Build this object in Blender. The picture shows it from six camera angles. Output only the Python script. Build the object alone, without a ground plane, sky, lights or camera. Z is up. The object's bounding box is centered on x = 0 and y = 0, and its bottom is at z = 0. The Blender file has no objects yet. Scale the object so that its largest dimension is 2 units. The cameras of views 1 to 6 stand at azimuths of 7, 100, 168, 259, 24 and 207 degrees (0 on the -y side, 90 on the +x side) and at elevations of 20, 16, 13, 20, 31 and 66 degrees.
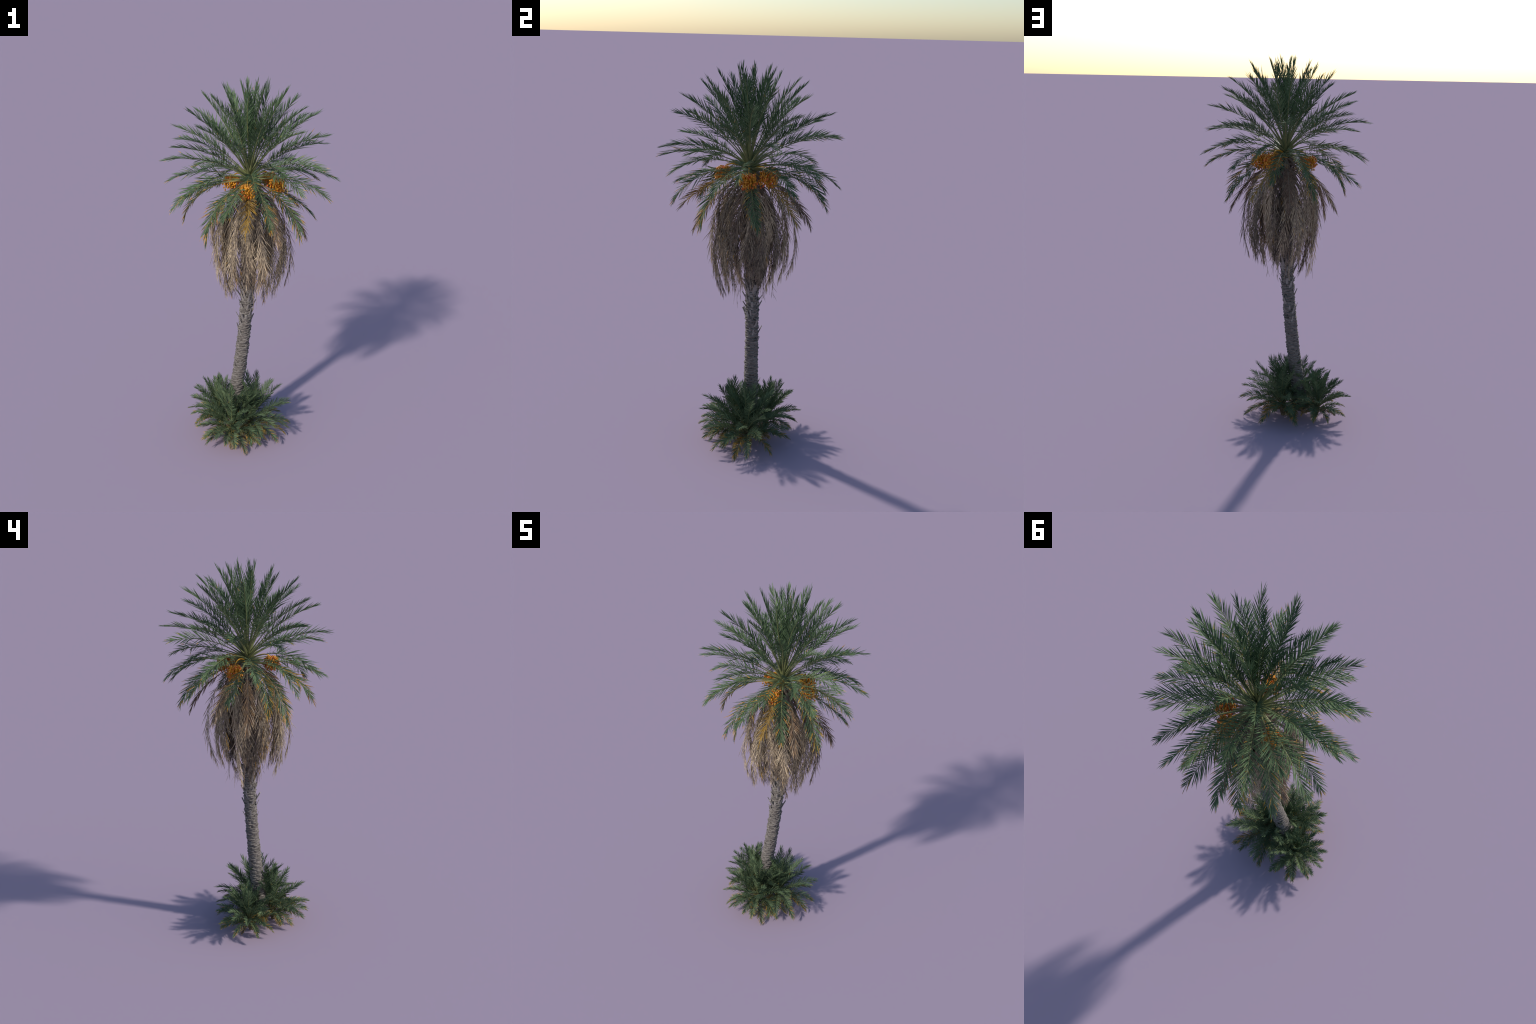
"""Date palm: leaning scarred trunk, golden-angle crown of pinnate fronds, hanging dead skirt,
four bunches of dates and three offshoots (suckers) around the foot."""
import bpy, math
import numpy as np
from mathutils import Matrix

RNG = np.random.default_rng(7)
GOLD = 137.508
COL = bpy.context.scene.collection


# ------------------------------------------------------------------ materials
def new_mat(name):
    m = bpy.data.materials.new(name)
    m.use_nodes = True
    nt = m.node_tree
    nt.nodes.clear()
    return m, nt, nt.nodes, nt.links


def noise(N, L, vec, scale, detail=3.0, rough=0.55):
    n = N.new("ShaderNodeTexNoise")
    n.inputs["Scale"].default_value = scale
    n.inputs["Detail"].default_value = detail
    n.inputs["Roughness"].default_value = rough
    L.new(vec, n.inputs["Vector"])
    return n.outputs["Fac"]


def ramp(N, L, fac, stops):
    r = N.new("ShaderNodeValToRGB")
    el = r.color_ramp.elements
    while len(el) < len(stops):
        el.new(0.5)
    for e, (p, c) in zip(el, stops):
        e.position = p
        e.color = (*c, 1)
    L.new(fac, r.inputs["Fac"])
    return r.outputs["Color"]


def blade_material(name, stops, scale=45.0, translucent=0.16, rough=0.62, spread=0.35, stretch=(1, 1, 1)):
    """thin foliage: noise + per-frond random drives a colour ramp, some light passes through"""
    m, nt, N, L = new_mat(name)
    tc = N.new("ShaderNodeTexCoord")
    mp = N.new("ShaderNodeMapping")
    mp.inputs["Scale"].default_value = stretch
    L.new(tc.outputs["Object"], mp.inputs["Vector"])
    f = noise(N, L, mp.outputs["Vector"], scale, 4.0, 0.65)
    oi = N.new("ShaderNodeObjectInfo")
    a = N.new("ShaderNodeMath"); a.operation = "MULTIPLY_ADD"
    L.new(oi.outputs["Random"], a.inputs[0]); a.inputs[1].default_value = spread
    a.inputs[2].default_value = -spread / 2
    b = N.new("ShaderNodeMath"); b.operation = "ADD"; b.use_clamp = True
    L.new(f, b.inputs[0]); L.new(a.outputs[0], b.inputs[1])
    c = ramp(N, L, b.outputs[0], stops)
    p = N.new("ShaderNodeBsdfPrincipled")
    p.inputs["Roughness"].default_value = rough
    p.inputs["Specular IOR Level"].default_value = 0.1
    L.new(c, p.inputs["Base Color"])
    t = N.new("ShaderNodeBsdfTranslucent")
    L.new(c, t.inputs["Color"])
    mx = N.new("ShaderNodeMixShader"); mx.inputs[0].default_value = translucent
    L.new(p.outputs[0], mx.inputs[1]); L.new(t.outputs[0], mx.inputs[2])
    o = N.new("ShaderNodeOutputMaterial")
    L.new(mx.outputs[0], o.inputs["Surface"])
    return m


def solid_material(name, stops, scale=60.0, rough=0.8, bump=0.0, bump_scale=200.0, stretch=(1, 1, 1), spec=0.25,
                   coat=0.0):
    m, nt, N, L = new_mat(name)
    tc = N.new("ShaderNodeTexCoord")
    mp = N.new("ShaderNodeMapping")
    mp.inputs["Scale"].default_value = stretch
    L.new(tc.outputs["Object"], mp.inputs["Vector"])
    f = noise(N, L, mp.outputs["Vector"], scale, 5.0, 0.65)
    c = ramp(N, L, f, stops)
    p = N.new("ShaderNodeBsdfPrincipled")
    p.inputs["Roughness"].default_value = rough
    p.inputs["Specular IOR Level"].default_value = spec
    p.inputs["Coat Weight"].default_value = coat
    L.new(c, p.inputs["Base Color"])
    if bump:
        h = noise(N, L, mp.outputs["Vector"], bump_scale, 4.0, 0.7)
        bn = N.new("ShaderNodeBump")
        bn.inputs["Strength"].default_value = bump
        bn.inputs["Distance"].default_value = 0.002
        L.new(h, bn.inputs["Height"]); L.new(bn.outputs[0], p.inputs["Normal"])
    o = N.new("ShaderNodeOutputMaterial")
    L.new(p.outputs[0], o.inputs["Surface"])
    return m


M_GREEN = blade_material("leaflet_green", [(0.25, (0.066, 0.112, 0.053)), (0.5, (0.108, 0.165, 0.086)),
                                           (0.75, (0.160, 0.230, 0.110))])
M_YOUNG = blade_material("offshoot_green", [(0.25, (0.074, 0.112, 0.060)), (0.5, (0.120, 0.172, 0.090)),
                                            (0.78, (0.175, 0.235, 0.124))])
M_AMBER = blade_material("leaflet_amber", [(0.25, (0.38, 0.18, 0.030)), (0.5, (0.52, 0.285, 0.048)),
                                           (0.75, (0.70, 0.44, 0.09))])
M_STRAW = blade_material("offshoot_straw", [(0.25, (0.26, 0.15, 0.035)), (0.5, (0.42, 0.25, 0.05)),
                                            (0.75, (0.55, 0.37, 0.11))])
M_BROWN = blade_material("leaflet_brown", [(0.25, (0.13, 0.085, 0.06)), (0.5, (0.23, 0.155, 0.11)),
                                           (0.75, (0.36, 0.23, 0.12))], translucent=0.1, rough=0.75)
M_DEAD = blade_material("leaflet_dead", [(0.28, (0.10, 0.079, 0.061)), (0.47, (0.27, 0.213, 0.152)),  # ramp widened: sunlit highlights and shadowed gaps of the skirt painted into the colour
                                         (0.70, (0.62, 0.490, 0.335))], translucent=0.08, rough=0.85, spread=0.45,
                        scale=60.0)
M_RACHIS = solid_material("rachis_green", [(0.3, (0.125, 0.142, 0.055)), (0.7, (0.215, 0.225, 0.092))], 30, 0.5, spec=0.4)
M_RACHIS_Y = solid_material("rachis_yellow", [(0.3, (0.24, 0.17, 0.06)), (0.7, (0.40, 0.27, 0.08))], 30, 0.6)
M_RACHIS_D = solid_material("rachis_dead", [(0.3, (0.14, 0.11, 0.085)), (0.7, (0.30, 0.235, 0.17))], 40, 0.85)
M_BARK = solid_material("trunk_bark", [(0.25, (0.030, 0.026, 0.023)), (0.5, (0.070, 0.060, 0.052)),  # base colour darkened to paint the shadow in crevices under the scar lips
                                       (0.78, (0.13, 0.113, 0.10))], 55, 0.92, 0.7, 260, (1, 1, 2.2))
M_SCAR = solid_material("leaf_scar", [(0.25, (0.090, 0.078, 0.069)), (0.48, (0.150, 0.132, 0.118)),  # top stop lightened for lit lips, whole ramp lowered to match the trunk's shaded side
                                      (0.74, (0.30, 0.264, 0.234))], 48, 0.92, 0.6, 300, (1, 1, 2.5))
M_STUB = solid_material("leaf_stub", [(0.25, (0.17, 0.15, 0.135)), (0.5, (0.27, 0.245, 0.22)),
                                      (0.8, (0.40, 0.365, 0.325))], 60, 0.9, 0.4, 300)
M_FIBRE = solid_material("sheath_fibre", [(0.25, (0.06, 0.045, 0.028)), (0.6, (0.15, 0.112, 0.068))], 70, 0.95, 0.6,
                         240)
M_STALK = solid_material("date_stalk", [(0.3, (0.50, 0.24, 0.02)), (0.7, (0.68, 0.36, 0.04))], 40, 0.5)
M_DATE = [solid_material("date_orange", [(0.3, (0.55, 0.205, 0.009)), (0.7, (0.70, 0.315, 0.016))], 90, 0.35, spec=0.5),  # date colours toned down to bake in the shade on the bunches
          solid_material("date_red", [(0.3, (0.52, 0.085, 0.008)), (0.7, (0.75, 0.17, 0.014))], 90, 0.35, spec=0.5),
          solid_material("date_ochre", [(0.3, (0.44, 0.16, 0.007)), (0.7, (0.62, 0.27, 0.012))], 90, 0.35, spec=0.5)]


# ------------------------------------------------------------------ mesh helpers
class Builder:
    """collects blocks of vertices and quads / tris with a material slot each"""

    def __init__(self):
        self.v, self.f, self.m, self.n = [], [], [], 0

    def add(self, verts, faces, mat=0):
        verts = np.asarray(verts, float).reshape(-1, 3)
        faces = np.asarray(faces, int)
        self.v.append(verts)
        self.f.append(faces + self.n)
        self.m.append(np.broadcast_to(np.asarray(mat, int), (len(faces),)))
        self.n += len(verts)

    def mesh(self, name, mats, smooth=True):
        me = bpy.data.meshes.new(name)
        v = np.concatenate(self.v)
        loops = np.concatenate([f.ravel() for f in self.f])
        sizes = np.concatenate([np.full(len(f), f.shape[1]) for f in self.f])
        me.vertices.add(len(v)); me.vertices.foreach_set("co", v.ravel())
        me.loops.add(len(loops)); me.loops.foreach_set("vertex_index", loops.astype(np.int32))
        me.polygons.add(len(sizes))
        starts = np.concatenate([[0], np.cumsum(sizes)[:-1]])
        me.polygons.foreach_set("loop_start", starts.astype(np.int32))
        for m in mats:
            me.materials.append(m)
        me.polygons.foreach_set("material_index", np.concatenate(self.m).astype(np.int32))
        me.polygons.foreach_set("use_smooth", np.full(len(sizes), smooth))
        me.update(calc_edges=True)
        me.validate()
        return me


def add_object(name, mesh, parent, loc=(0, 0, 0), rot_z=0.0, kind=None):
    ob = bpy.data.objects.new(name, mesh)
    COL.objects.link(ob)
    ob.parent = parent
    ob.location = loc
    ob.rotation_euler = (0, 0, rot_z)
    if kind:
        ob["kind"] = kind
    return ob


def tube(b, pts, radii, sides=7, mat=0, flat=1.0, lateral=None, cap=True):
    """loft along pts; lateral (if given) is the wide axis, flat the thickness ratio across it"""
    pts = np.asarray(pts, float)
    n = len(pts)
    T = np.gradient(pts, axis=0)
    T /= np.linalg.norm(T, axis=1, keepdims=True) + 1e-12
    if lateral is None:
        ref = np.array([0.31, 0.95, 0.05])
        lat = np.cross(T, ref)
    else:
        lat = np.broadcast_to(lateral, T.shape) - (T @ np.asarray(lateral, float))[:, None] * T
    lat /= np.linalg.norm(lat, axis=1, keepdims=True) + 1e-12
    nor = np.cross(lat, T)
    a = np.linspace(0, 2 * np.pi, sides, endpoint=False)
    r = np.asarray(radii, float)[:, None, None]
    ring = pts[:, None] + r * (np.cos(a)[None, :, None] * lat[:, None] + flat * np.sin(a)[None, :, None] * nor[:, None])
    i, j = np.meshgrid(np.arange(n - 1), np.arange(sides), indexing="ij")
    q = np.stack([i * sides + j, i * sides + (j + 1) % sides, (i + 1) * sides + (j + 1) % sides, (i + 1) * sides + j],
                 -1).reshape(-1, 4)
    b.add(ring.reshape(-1, 3), q, mat)
    if cap:
        for row, flip in ((ring[0], True), (ring[-1], False)):
            c = row.mean(0)
            k = np.arange(sides)
            f = np.stack([k, (k + 1) % sides, np.full(sides, sides)], -1)
            b.add(np.vstack([row, c]), f[:, ::-1] if flip else f, mat)


# ------------------------------------------------------------------ fronds
def rachis_curve(chord_h, chord_v, bend, n=26, power=1.25):
    """planar arching curve from the origin to (chord_h, 0, chord_v); bend = total turn, degrees"""
    s = np.linspace(0, 1, n)
    th = -math.radians(bend) * s ** power
    mid = 0.5 * (th[1:] + th[:-1])
    x = np.concatenate([[0], np.cumsum(np.cos(mid))])
    z = np.concatenate([[0], np.cumsum(np.sin(mid))])
    c = math.hypot(x[-1], z[-1])
    rot = math.atan2(chord_v, chord_h) - math.atan2(z[-1], x[-1])
    k = math.hypot(chord_h, chord_v) / c
    return np.stack([k * (x * math.cos(rot) - z * math.sin(rot)), np.zeros(n),
                     k * (x * math.sin(rot) + z * math.cos(rot))], -1)


def leaflets(b, path, rng, count, length, width, start, droop, vee, amber, mat_main=0, mat_tip=1, roll=0.0,
             spread=1.0, chaos=0.0, floor=None, tip_reach=1.0, all_amber=0.0, missing=0.0):
    """two ranks of keeled, pointed blades along the rachis (closed three-sided prisms)"""
    n = len(path)
    seg = np.linalg.norm(np.diff(path, axis=0), axis=1)
    arc = np.concatenate([[0], np.cumsum(seg)]); arc /= arc[-1]
    t = np.linspace(start, 0.995, count) ** 0.97
    t = np.clip(np.concatenate([t, t]) + rng.normal(0, 0.004, 2 * count), start * 0.95, 1.0)
    side = np.concatenate([np.ones(count), -np.ones(count)])
    keep = rng.random(2 * count) >= missing
    t, side = t[keep], side[keep]
    m = len(t)
    P = np.stack([np.interp(t, arc, path[:, k]) for k in range(3)], -1)
    tan = np.gradient(path, axis=0)
    T = np.stack([np.interp(t, arc, tan[:, k]) for k in range(3)], -1)
    T /= np.linalg.norm(T, axis=1, keepdims=True)
    Y = np.array([0.0, 1.0, 0.0]) - T[:, 1:2] * T
    Y /= np.linalg.norm(Y, axis=1, keepdims=True)
    Nn = np.cross(T, Y)
    cr, sr = math.cos(roll), math.sin(roll)
    Y, Nn = cr * Y + sr * Nn, cr * Nn - sr * Y
    # lengths: short spines at the petiole, longest a third of the way, shorter at the tip
    prof = np.interp(t, [start, start + 0.08, 0.40, 0.58, 0.80, 1.0], [0.22, 0.50, 0.90, 1.0, 0.84, 0.55])
    Ls = length * prof * (1 + rng.normal(0, 0.09, m))
    alpha = np.radians(np.interp(t, [start, 0.4, 0.75, 1.0], [60, 47, 37, 13]) * spread + rng.normal(0, 4.5, m))
    # blades sit in several ranks: some low, some lifted above the plane of the frond
    rank = rng.choice([-0.55, 0.35, 1.0], m, p=[0.3, 0.4, 0.3])
    beta = np.radians(vee + 24 * rank + rng.normal(0, 7, m))
    d = (np.cos(alpha)[:, None] * T + np.sin(alpha)[:, None] * (np.cos(beta)[:, None] * side[:, None] * Y
                                                               + np.sin(beta)[:, None] * Nn))
    d = d + chaos * rng.normal(0, 1, (m, 3))
    d /= np.linalg.norm(d, axis=1, keepdims=True)
    rings = np.array([0.0, 0.28, 0.70, 1.0])
    pos = [P + 0.0]
    dirs = [d]
    cur = P.copy()
    dr = droop * np.abs(1 + rng.normal(0, 0.3 + 1.2 * chaos, m))
    for k in range(1, 4):
        h = rings[k] - rings[k - 1]
        mid = rings[k] * 0.7
        dd = d + (dr * mid)[:, None] * np.array([0, 0, -1.0])
        dd /= np.linalg.norm(dd, axis=1, keepdims=True)
        cur = cur + dd * (h * Ls)[:, None]
        pos.append(cur); dirs.append(dd)
    tw = rng.normal(0, 0.45, m)
    halfw = width * np.array([0.45, 1.0, 0.78]) * 1.0
    wl = (1 + rng.normal(0, 0.12, m)) * np.interp(t, [start, start + 0.12, 0.8, 1], [0.5, 1, 0.95, 0.75])
    V = np.zeros((m, 10, 3))
    for k in range(3):
        dd = dirs[k]
        u = T - np.sum(T * dd, 1, keepdims=True) * dd
        u /= np.linalg.norm(u, axis=1, keepdims=True) + 1e-9
        w = np.cross(dd, u)
        uu = np.cos(tw)[:, None] * u + np.sin(tw)[:, None] * w
        ww = np.cross(dd, uu)
        hw = (halfw[k] * wl)[:, None]
        V[:, 3 * k] = pos[k] + hw * uu + 0.28 * hw * ww
        V[:, 3 * k + 1] = pos[k] - 0.28 * hw * ww
        V[:, 3 * k + 2] = pos[k] - hw * uu + 0.28 * hw * ww
    V[:, 9] = pos[3]
    if floor is not None:
        V[:, :, 2] = np.maximum(V[:, :, 2], floor + 0.0004 * (1 + np.arange(m) % 7)[:, None] + 0.0012)
    quads = []
    for k in range(2):
        for c in range(3):
            quads.append([3 * k + c, 3 * k + (c + 1) % 3, 3 * k + 3 + (c + 1) % 3, 3 * k + 3 + c])
    tris = [[6 + c, 6 + (c + 1) % 3, 9] for c in range(3)]
    base = (np.arange(m) * 10)[:, None, None]
    q = base + np.array(quads)[None]
    tr = base + np.array(tris)[None]
    # amber: how far each blade has yellowed from its point inwards (0 none, 1 tip, 2 outer part, 3 whole)
    lvl = np.zeros(m, int)
    p_here = np.clip(amber * np.interp(t, [start, 0.5, 1], [0.55, 0.9, 1.35]), 0, 1)
    r1 = rng.random(m)
    lvl[r1 < p_here] = 1
    lvl[r1 < p_here * p_here * 0.75] = 2
    lvl[r1 < p_here ** 3 * 0.25 + all_amber] = 3
    mq = np.where(lvl[:, None] >= np.array([3, 3, 3, 2, 2, 2])[None], mat_tip, mat_main)
    mt = np.where((lvl >= 1)[:, None], mat_tip, mat_main) * np.ones((1, 3), int)
    b.add(V.reshape(-1, 3), q.reshape(-1, 4), mq.ravel())
    b.n -= len(V) * 10
    b.f.append(tr.reshape(-1, 3) + b.n); b.m.append(mt.ravel()); b.n += len(V) * 10
    return b


def bend_for(el):
    return float(np.interp(el, [-86, -66, -45, -25, 0, 20, 45, 65, 80, 90], [56, 76, 72, 60, 46, 36, 27, 19, 13, 8]))


def rachis_mesh(path, name, mats, scale=1.0, base=1.0):
    b = Builder()
    n = len(path)
    s = np.linspace(0, 1, n)
    r = scale * np.interp(s, [0, 0.04, 0.10, 0.25, 0.6, 1.0],
                          [0.0100 * base, 0.0078 * base, 0.0056, 0.0036, 0.0021, 0.0007])
    tube(b, path, r, 7, 0, flat=0.62, lateral=(0, 1, 0))
    return b, mats


def az_dir(deg):
    a = math.radians(deg)
    return np.array([math.sin(a), -math.cos(a), 0.0])


# ------------------------------------------------------------------ trunk axis
def axis(z):
    """centre line of the leaning trunk (bows towards +x with height)"""
    x = -0.139 + z * (0.2256 + z * (-0.12 + 0.020 * z)) + 0.0
    y = -0.0087 + z * (0.0562 + z * (-0.0295 - 0.0041 * z))
    return np.array([x, y, z]) if np.isscalar(z) else np.stack([x, y, z], -1)


def trunk_radius(z):
    return np.interp(z, [0.02, 0.06, 0.25, 0.6, 0.95, 1.25, 1.39, 1.49, 1.545],
                     [0.0365, 0.0370, 0.0345, 0.0305, 0.0280, 0.0290, 0.0310, 0.0240, 0.0100])


palm = bpy.data.objects.new("date_palm", None)
COL.objects.link(palm)
palm.location = (0, 0, 0)
palm["label"] = "tall date palm with dead-frond skirt, orange dates and offshoots"
palm["category"] = "date palm tree"


def build_trunk():
    rng = np.random.default_rng(11)
    z = np.linspace(0.024, 1.545, 220)
    c = axis(z)
    sides = 40
    a = np.linspace(0, 2 * np.pi, sides, endpoint=False)
    zz, aa = np.meshgrid(z, a, indexing="ij")
    # slight waves and ring grooves under the scars
    r = trunk_radius(zz) - 0.0012 + 0.0011 * np.sin(aa * 3 + zz * 9) + 0.0008 * np.sin(aa * 5 - zz * 31) \
        + 0.0009 * np.sin(zz * 2 * np.pi / 0.0125 + 1.2 * np.sin(aa * 4 + zz * 13))
    V = np.stack([c[:, None, 0] + r * np.sin(aa), c[:, None, 1] - r * np.cos(aa), zz], -1)
    b = Builder()
    n = len(z)
    i, j = np.meshgrid(np.arange(n - 1), np.arange(sides), indexing="ij")
    q = np.stack([i * sides + j, i * sides + (j + 1) % sides, (i + 1) * sides + (j + 1) % sides, (i + 1) * sides + j],
                 -1).reshape(-1, 4)
    b.add(V.reshape(-1, 3), q, np.where(z[q[:, 0] // sides] > 1.44, 1, 0))
    k = np.arange(sides)
    b.add(np.vstack([V[0], V[0].mean(0)]), np.stack([(k + 1) % sides, k, np.full(sides, sides)], -1), 0)
    b.add(np.vstack([V[-1], V[-1].mean(0)]), np.stack([k, (k + 1) % sides, np.full(sides, sides)], -1), 1)
    trunk = add_object("trunk", b.mesh("trunk", [M_BARK, M_FIBRE]), palm)

    # leaf scars: overlapping, up-turned lips laid on the golden spiral
    sb = Builder()
    count = 640
    us = np.linspace(-1, 1, 7)
    for n_ in range(count):
        z0 = 0.03 + 1.36 * n_ / count + rng.normal(0, 0.0016)
        ang = math.radians(n_ * GOLD + rng.normal(0, 4))
        R = float(trunk_radius(z0))
        hw = 0.0185 * (1 + rng.normal(0, 0.18)) / R
        h = 0.0165 * (1 + rng.normal(0, 0.2))
        lip = (0.0054 + 0.0028 * np.clip((z0 - 0.45) / 0.5, 0, 1)) * (1 + rng.normal(0, 0.3))
        tilt = rng.normal(0, 0.10)
        # rows: buried foot, belly, lip edge, back of the lip, buried top
        rows = [(-0.55, -0.0022), (-0.05, 0.25 * lip), (0.34, lip), (0.50, lip * 0.72), (0.62, -0.0022)]
        pts = []
        for fz, off in rows:
            for u in us:
                edge = 1 - abs(u) ** 2.4
                o = off * (0.15 + 0.85 * edge) if off > 0 else off
                o += rng.normal(0, 0.00035) if off > 0 else 0
                zp = z0 + h * fz + 0.0042 * (u * u) * (1.0 if fz > 0 else 0.6) + tilt * u * hw * R \
                    + rng.normal(0, 0.0005)
                aa_ = ang + u * hw
                cc = axis(float(zp))
                rr = float(trunk_radius(zp)) + o
                pts.append((cc[0] + rr * math.sin(aa_), cc[1] - rr * math.cos(aa_), zp))
        w = len(us)
        f = [[r_ * w + c_, r_ * w + c_ + 1, (r_ + 1) * w + c_ + 1, (r_ + 1) * w + c_]
             for r_ in range(len(rows) - 1) for c_ in range(w - 1)]
        sb.add(pts, f, 0)
    add_object("leaf_scar", sb.mesh("leaf_scar", [M_SCAR], smooth=False), trunk, kind="stuff")

    # cut petiole stubs on the upper trunk, a few meshes shared by all
    shapes = []
    for v in range(5):
        b = Builder()
        ln = 0.026 + 0.0085 * v
        p = np.stack([np.linspace(-0.004, ln, 6) * 0.55 + 0.10 * np.linspace(0, ln, 6) ** 2, np.zeros(6),
                      np.linspace(-0.006, ln, 6)], -1)
        tube(b, p, np.interp(np.linspace(0, 1, 6), [0, 0.25, 1], [0.0100, 0.0072, 0.0036 + 0.0010 * (v % 3)]), 8, 0,
             flat=0.5, lateral=(0, 1, 0))
        shapes.append(b.mesh("leaf_stub", [M_STUB], smooth=False))
    for n_ in range(260):
        z0 = 0.50 + 0.90 * (n_ / 260) ** 0.75 + rng.normal(0, 0.006)
        if rng.random() < np.interp(z0, [0.5, 0.68, 0.78, 0.92, 1.1], [0.84, 0.58, 0.22, 0.10, 0.25]):
            continue
        az = n_ * GOLD + 20 + rng.normal(0, 6)
        cc = axis(float(z0)) + az_dir(az) * (float(trunk_radius(z0)) - 0.001)
        ob = add_object("leaf_stub", shapes[int(rng.integers(5))], trunk, cc, math.radians(az - 90))
        s = np.interp(z0, [0.5, 0.68, 0.85, 1.1], [0.5, 0.75, 1.0, 1.15]) * (1 + rng.normal(0, 0.18))
        ob.scale = (s * rng.uniform(0.45, 1.2), s * rng.uniform(0.85, 1.3), s)


build_trunk()

# ------------------------------------------------------------------ living crown
# chord elevation of each frond, oldest (lowest) first; azimuths follow the golden angle
CROWN_EL = [-62, -48, -46, -54, -50, -46, -36, -37, -38, -42, -33, -35, -39, -27, -28, -21, -22, -15, -24, -20, -14,
            -10, -5, -15, -12, -5, -8, 1, -5, 8, 8, 13, 12, 14, 16, 9, 18, 21, 26, 23, 28, 32, 30, 33, 30, 37, 39, 37,
            42, 45, 45, 48, 53, 52, 52, 57, 58, 60, 61, 65, 67, 68, 71, 73, 77, 79, 81, 84]
K0 = -36
HUB = np.array([-0.003, 0.005, 1.53])
# state of the oldest fronds: amber share, brown or not
BROWN = {-36, -34, -35, -32, -31}
DYING = {-30: 0.85, -29: 0.6}


BUNCH_AZ = (1, 98, 139, 232)


def crown_frond(k, el):
    rng = np.random.default_rng(1000 + k - K0)
    az = 167.5 + GOLD * k + rng.normal(0, 0.8)
    reach = 0.462 + 0.019 * max(0.0, math.sin(math.radians(el))) + rng.normal(0, 0.003)
    # the blades at the tip sag a little below the rachis: aim slightly higher
    e = math.radians(el + float(np.interp(el, [30, 65], [1.9, 0.5])))
    tip = HUB + reach * (az_dir(az) * math.cos(e) + np.array([0, 0, math.sin(e)]))
    zb = 1.512 + 0.0012 * k
    rb = float(np.interp(k, [-36, 0, 32], [0.027, 0.019, 0.003]))
    base = axis(float(zb)) + az_dir(az) * rb
    v = tip - base
    h = math.hypot(v[0], v[1])
    rot = math.atan2(v[1], v[0])
    fit = float(np.interp(el, [40, 80], [0.905, 0.888]))
    # old fronds under a bunch of dates are pressed straight down by it
    pressed = any(abs((az - a + 180) % 360 - 180) < 16 for a in BUNCH_AZ) and el < -18
    path = rachis_curve(h * fit, v[2] * fit, bend_for(el) * (0.42 if pressed else 0.6 if k in BROWN else 1.0) * (1 + rng.normal(0, 0.08)))
    s = np.linspace(0, 1, len(path))
    path[:, 1] += rng.normal(0, 0.010) * np.sin(np.pi * s) * s
    brown = k in BROWN
    dying = DYING.get(k, 0.0)
    amber = float(np.interp(k, [-36, -30, -24, -14, -4, 8], [0.62, 0.56, 0.36, 0.16, 0.05, 0.012]))
    if k == -33:
        amber = 0.42
    if dying:
        amber = 0.8
    if k == -28:
        amber = 0.5
    rmat = M_RACHIS_D if brown else (M_RACHIS_Y if (dying or k < -26) else M_RACHIS)
    rb_, mats = rachis_mesh(path, "frond", [rmat])
    frond = add_object("frond", rb_.mesh("frond", [rmat]), palm, base, rot)
    b = Builder()
    droop = float(np.interp(el, [-55, -20, 20, 80], [0.55, 0.38, 0.16, 0.05]))
    main = M_BROWN if brown else (M_STRAW if dying else M_GREEN)
    tipm = M_DEAD if (brown or dying) else M_AMBER
    leaflets(b, path, rng, 50 if el < 58 else 43, 0.086 * (1 + rng.normal(0, 0.04)), 0.0020, 0.25, droop * (1.6 if brown else 1.0),
             float(np.interp(el, [-50, 0, 45, 80], [8, 15, 24, 32])), amber if not brown else 0.35, roll=rng.normal(0, 0.22),
             all_amber=0.0, spread=0.85 if brown else float(np.interp(el, [30, 80], [1.0, 0.64])))
    add_object("leaflet", b.mesh("leaflet", [main, tipm], smooth=False), frond, kind="stuff")


for i_, el_ in enumerate(CROWN_EL):
    crown_frond(K0 + i_, el_)


# ------------------------------------------------------------------ dead skirt
def dead_frond(n, total):
    k = K0 - 1 - n
    rng = np.random.default_rng(3000 + n)
    az = 167.5 + GOLD * k + rng.normal(0, 5)
    f = n / total
    zb = 1.470 - 0.135 * f + rng.normal(0, 0.006)
    el = float(np.interp(f, [0, 0.25, 0.6, 1], [-69.5, -72, -76.5, -83.5])) + rng.normal(0, 2.5)
    el = min(el, -71.5 + 1.5 * f)
    reach = 0.415 + 0.01 * f + float(np.clip(rng.normal(-0.01, 0.068), -0.15, 0.09))
    base = axis(float(zb)) + az_dir(az) * 0.031
    e = math.radians(el)
    v = reach * (az_dir(az) * math.cos(e) + np.array([0, 0, math.sin(e)]))
    path = rachis_curve(math.hypot(v[0], v[1]), v[2], float(np.interp(el, [-84, -70], [62, 98])) * (1 + rng.normal(0, 0.08)),
                        power=0.68)
    s = np.linspace(0, 1, len(path))
    path[:, 1] += rng.normal(0, 0.022) * s * s
    rb_, _ = rachis_mesh(path, "dead_frond", [M_RACHIS_D], scale=0.8, base=1.3)
    rot = math.atan2(v[1], v[0])
    fr = add_object("dead_frond", rb_.mesh("dead_frond", [M_RACHIS_D]), palm, base, rot)
    b = Builder()
    warm = rng.random() < 0.22
    leaflets(b, path, rng, 60, 0.088 * (1 + rng.normal(0, 0.08)), 0.00145, 0.22, 1.2, 0, 0.22 if warm else 0.03,
             roll=rng.normal(0, 0.3), spread=0.66, chaos=0.14, missing=0.08 + 0.15 * rng.random())
    add_object("dead_leaflet", b.mesh("dead_leaflet", [M_DEAD, M_BROWN if not warm else M_AMBER], smooth=False), fr,
               kind="stuff")


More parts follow.
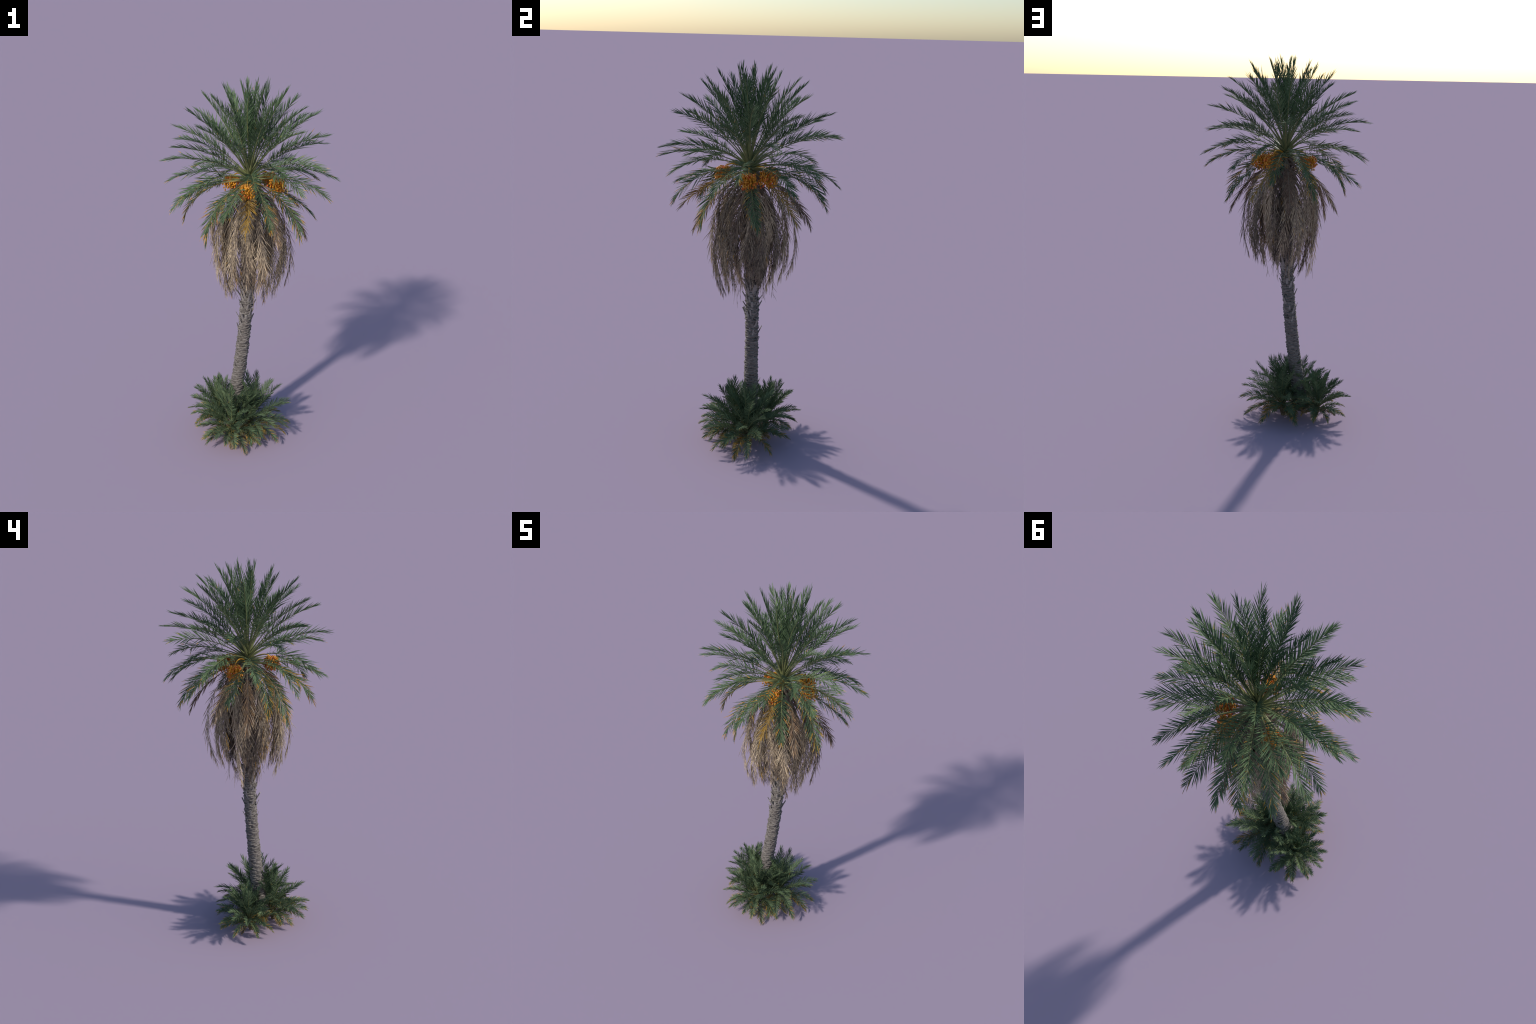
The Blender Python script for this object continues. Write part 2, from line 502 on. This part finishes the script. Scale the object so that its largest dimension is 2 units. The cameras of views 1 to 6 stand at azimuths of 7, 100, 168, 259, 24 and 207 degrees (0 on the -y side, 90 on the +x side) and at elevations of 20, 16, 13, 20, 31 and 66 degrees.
def dead_strands():
    """loose fibres and single blades that hang below the skirt along the trunk"""
    rng = np.random.default_rng(91)
    b = Builder()
    for n in range(44):
        az = n * GOLD + rng.normal(0, 15)
        r0 = rng.uniform(0.045, 0.140)
        z0, ln = rng.uniform(0.98, 1.06), rng.uniform(0.08, 0.20)
        d = az_dir(az)
        side = np.cross(d, [0, 0, 1])
        t = np.linspace(0, 1, 9)[:, None]
        p = axis(float(z0)) + d * (r0 + rng.normal(0, 0.012) * t ** 2) + side * (rng.normal(0, 0.014) * t ** 2) \
            - np.array([0, 0, ln]) * t
        tube(b, p, np.interp(t[:, 0], [0, 0.7, 1], [0.0012, 0.0010, 0.0003]), 4, int(rng.random() < 0.2))
        for _ in range(int(rng.integers(1, 5))):
            i = int(rng.integers(3, 8))
            q = p[i] + (side * rng.normal(0, 0.012) + d * rng.normal(0, 0.010)) * t \
                - np.array([0, 0, rng.uniform(0.025, 0.05)]) * t ** 1.1
            tube(b, q, np.interp(t[:, 0], [0, 0.4, 1], [0.0007, 0.0015, 0.0002]), 4, 0, flat=0.3)
    add_object("dead_strand", b.mesh("dead_strand", [M_DEAD, M_BROWN], smooth=False), palm, kind="stuff")


dead_strands()
DEAD = 62
for n_ in range(DEAD):
    dead_frond(n_, DEAD)


# ------------------------------------------------------------------ date bunches
def date_bunch(centre, seed, size):
    rng = np.random.default_rng(seed)
    centre = np.asarray(centre, float)
    out = centre - axis(1.5); out[2] = 0
    dist = np.linalg.norm(out); out /= dist
    base = axis(1.490) + out * 0.022
    node = centre + np.array([0, 0, 0.040]) - out * 0.012
    t = np.linspace(0, 1, 12)[:, None]
    ctrl = np.array([base, base + out * dist * 0.45 + np.array([0, 0, 0.035]), node + np.array([0, 0, 0.02]), node])
    arc = ((1 - t) ** 3) * ctrl[0] + 3 * t * (1 - t) ** 2 * ctrl[1] + 3 * t * t * (1 - t) * ctrl[2] + t ** 3 * ctrl[3]
    b = Builder()
    tube(b, arc - base, np.linspace(0.0042, 0.0026, 12), 7, 0, flat=0.6)
    dates = Builder()
    # unit date: a stretched rounded body
    lat, lon = 5, 8
    th = np.linspace(0, np.pi, lat + 1)[1:-1]
    ph = np.linspace(0, 2 * np.pi, lon, endpoint=False)
    body = np.array([[math.sin(a) * math.cos(p), math.sin(a) * math.sin(p), math.cos(a)] for a in th for p in ph]
                    + [[0, 0, 1], [0, 0, -1]])
    fq = [[r * lon + c, r * lon + (c + 1) % lon, (r + 1) * lon + (c + 1) % lon, (r + 1) * lon + c]
          for r in range(len(th) - 1) for c in range(lon)]
    nb = len(th) * lon
    ft = [[c, nb, (c + 1) % lon] for c in range(lon)] \
        + [[(len(th) - 1) * lon + c, (len(th) - 1) * lon + (c + 1) % lon, nb + 1] for c in range(lon)]
    strands = 40
    for s_ in range(strands):
        a = math.radians(s_ * GOLD)
        rr = size * math.sqrt((s_ + 0.5) / strands)
        side = np.array([math.cos(a) * rr, math.sin(a) * rr, 0]) + out * 0.006
        drop = size * (1.55 + rng.normal(0, 0.2)) * math.sqrt(max(0.15, 1 - 0.55 * (rr / size) ** 2))
        u = np.linspace(0, 1, 6)[:, None]
        strand = (node - base) + side * np.sin(u * np.pi / 2) ** 0.8 * 1.0 \
            + np.array([0, 0, 1.0]) * (0.016 * np.sin(u * np.pi) - drop * u ** 1.6)
        tube(b, strand, np.linspace(0.0010, 0.0006, 6), 4, 0)
        for d_ in range(7):
            w = 0.32 + 0.68 * (d_ + rng.random() * 0.7) / 7
            p = np.array([np.interp(w, u[:, 0], strand[:, c]) for c in range(3)])
            ax = rng.normal(0, 0.5, 3) + np.array([0, 0, -1.3]); ax /= np.linalg.norm(ax)
            q = np.cross(ax, [0.3, 0.8, 0.1]); q /= np.linalg.norm(q)
            w3 = np.cross(ax, q)
            sz = 1 + rng.normal(0, 0.1)
            off = (q * rng.normal(0, 1) + w3 * rng.normal(0, 1)) * 0.0042
            V = p + off + (body[:, :1] * q + body[:, 1:2] * w3) * 0.0041 * sz + body[:, 2:] * ax * 0.0062 * sz
            mi = int(rng.choice(3, p=[0.53, 0.21, 0.26]))
            n0 = dates.n
            dates.add(V, np.array(fq), mi)
            dates.f.append(np.array(ft) + n0); dates.m.append(np.full(len(ft), mi))
    bunch = add_object("date_bunch", b.mesh("date_bunch", [M_STALK]), palm, base)
    add_object("date", dates.mesh("date", M_DATE), bunch, kind="stuff")


for c_, s_, z_ in (((0.002, -0.142, 1.445), 51, 0.043), ((-0.110, 0.087, 1.433), 52, 0.045),
                   ((0.140, 0.018, 1.438), 53, 0.046), ((0.090, 0.108, 1.450), 54, 0.047)):
    date_bunch(c_, s_, z_)


# ------------------------------------------------------------------ offshoots at the foot
def offshoot(foot, hub, reach, seen, seed, total=32, az0=0.0):
    """seen: (azimuth, elevation, reach) of fronds that show; a golden spiral fills the rest"""
    rng = np.random.default_rng(seed)
    foot, hub = np.asarray(foot, float), np.asarray(hub, float)
    b = Builder()
    n = 14
    t = np.linspace(0, 1, n)[:, None]
    pts = foot + (hub - foot) * t
    tube(b, pts - foot, np.interp(t[:, 0], [0, 0.2, 0.6, 1], [0.011, 0.014, 0.013, 0.005]), 12, 0)
    # old sheath flaps on the stem
    for q_ in range(26):
        az = q_ * GOLD
        zc = 0.08 + 0.8 * q_ / 26
        c = pts[0] + (hub - foot) * zc - foot
        d = az_dir(az)
        p = np.stack([c + d * (0.012 + 0.010 * s + 0.006 * s * s) + np.array([0, 0, 0.022 * s]) for s in
                      np.linspace(0, 1, 4)])
        tube(b, p, [0.0060, 0.0048, 0.0034, 0.0020], 6, 0, flat=0.4, lateral=np.cross(d, [0, 0, 1]))
    stem = add_object("offshoot", b.mesh("offshoot", [M_FIBRE], smooth=False), palm, foot)
    fronds = list(seen)
    for q_ in range(total):
        az = (az0 + q_ * GOLD) % 360
        el = -26 + 106 * (q_ / (total - 1)) ** 1.1 + rng.normal(0, 3)
        near = min((math.hypot(((az - a + 180) % 360 - 180) * math.cos(math.radians(el)), el - e)
                    for a, e, _ in fronds), default=99)
        if near > 14:
            fronds.append((az, el, reach * (1 + rng.normal(0, 0.03))))
    # withered fronds lying round the foot
    for q_ in range(6):
        fronds.append((az0 + 60 + q_ * GOLD, rng.uniform(-46, -30), reach * rng.uniform(0.5, 0.78)))
    for i_, (az, el, L) in enumerate(fronds):
        dry = i_ >= len(fronds) - 6
        e = math.radians(el)
        tip = hub + L * (az_dir(az) * math.cos(e) + np.array([0, 0, math.sin(e)]))
        tip[2] = max(tip[2], 0.012)
        f = 0.3 if dry else np.interp(el, [-30, 85], [0.42, 0.92])
        base = foot + (hub - foot) * f + az_dir(az) * 0.008
        v = tip - base
        path = rachis_curve(math.hypot(v[0], v[1]) * 0.915, v[2] * 0.915, bend_for(el) * 0.95 * (1 + rng.normal(0, 0.1)))
        rb_, _ = rachis_mesh(path, "offshoot_frond", [M_RACHIS], scale=0.58, base=0.9)
        amber = float(np.interp(el, [-25, -8, 10, 40], [0.48, 0.28, 0.07, 0.015]))
        hot = el < -8 and rng.random() < 0.22
        leaflets(rb_, path, rng, 58, L * 0.222 * (1 + rng.normal(0, 0.05)), 0.00145, 0.13,
                 float(np.interp(el, [-25, 20, 80], [0.4, 0.2, 0.06])), 16, amber, mat_main=3 if dry else 1, mat_tip=2,
                 roll=rng.normal(0, 0.25), floor=-base[2] + 0.0004, all_amber=0.55 if hot else 0.0)
        add_object("offshoot_frond", rb_.mesh("offshoot_frond", [M_RACHIS_D if dry else M_RACHIS, M_YOUNG, M_STRAW, M_DEAD], smooth=False), stem,
                   base - foot, math.atan2(v[1], v[0]))


offshoot((-0.186, 0.068, 0.003), (-0.202, 0.084, 0.118), 0.180,
         [(155, -23, 0.170), (185, -21, 0.176), (278, -20, 0.177), (153, -1, 0.187), (291, 2, 0.179), (257, 9, 0.179),
          (234, 18, 0.198), (303, 29, 0.181), (271, 38, 0.178), (241, 53, 0.183), (186, 64, 0.184), (269, 70, 0.182),
          (219, 75, 0.176)], 71, 33, 40)
offshoot((-0.017, 0.007, 0.003), (0.0, 0.003, 0.125), 0.239,
         [(83, -27, 0.232), (6, -20, 0.226), (48, -19, 0.240), (138, -19, 0.237), (103, -18, 0.241), (69, -5, 0.241),
          (185, -3, 0.234), (119, 9, 0.243), (39, 10, 0.255), (180, 18, 0.245), (90, 21, 0.240), (128, 33, 0.240),
          (173, 55, 0.243), (352, 61, 0.243)], 72, 34, 0)
offshoot((-0.110, -0.076, 0.003), (-0.097, -0.071, 0.117), 0.217,
         [(297, -23, 0.200), (57, -19, 0.221), (322, -16, 0.215), (12, -12, 0.215), (275, -11, 0.209), (343, 2, 0.220),
          (300, 5, 0.217), (358, 27, 0.220), (276, 28, 0.232), (300, 41, 0.221), (293, 66, 0.215)], 73, 33, 30)
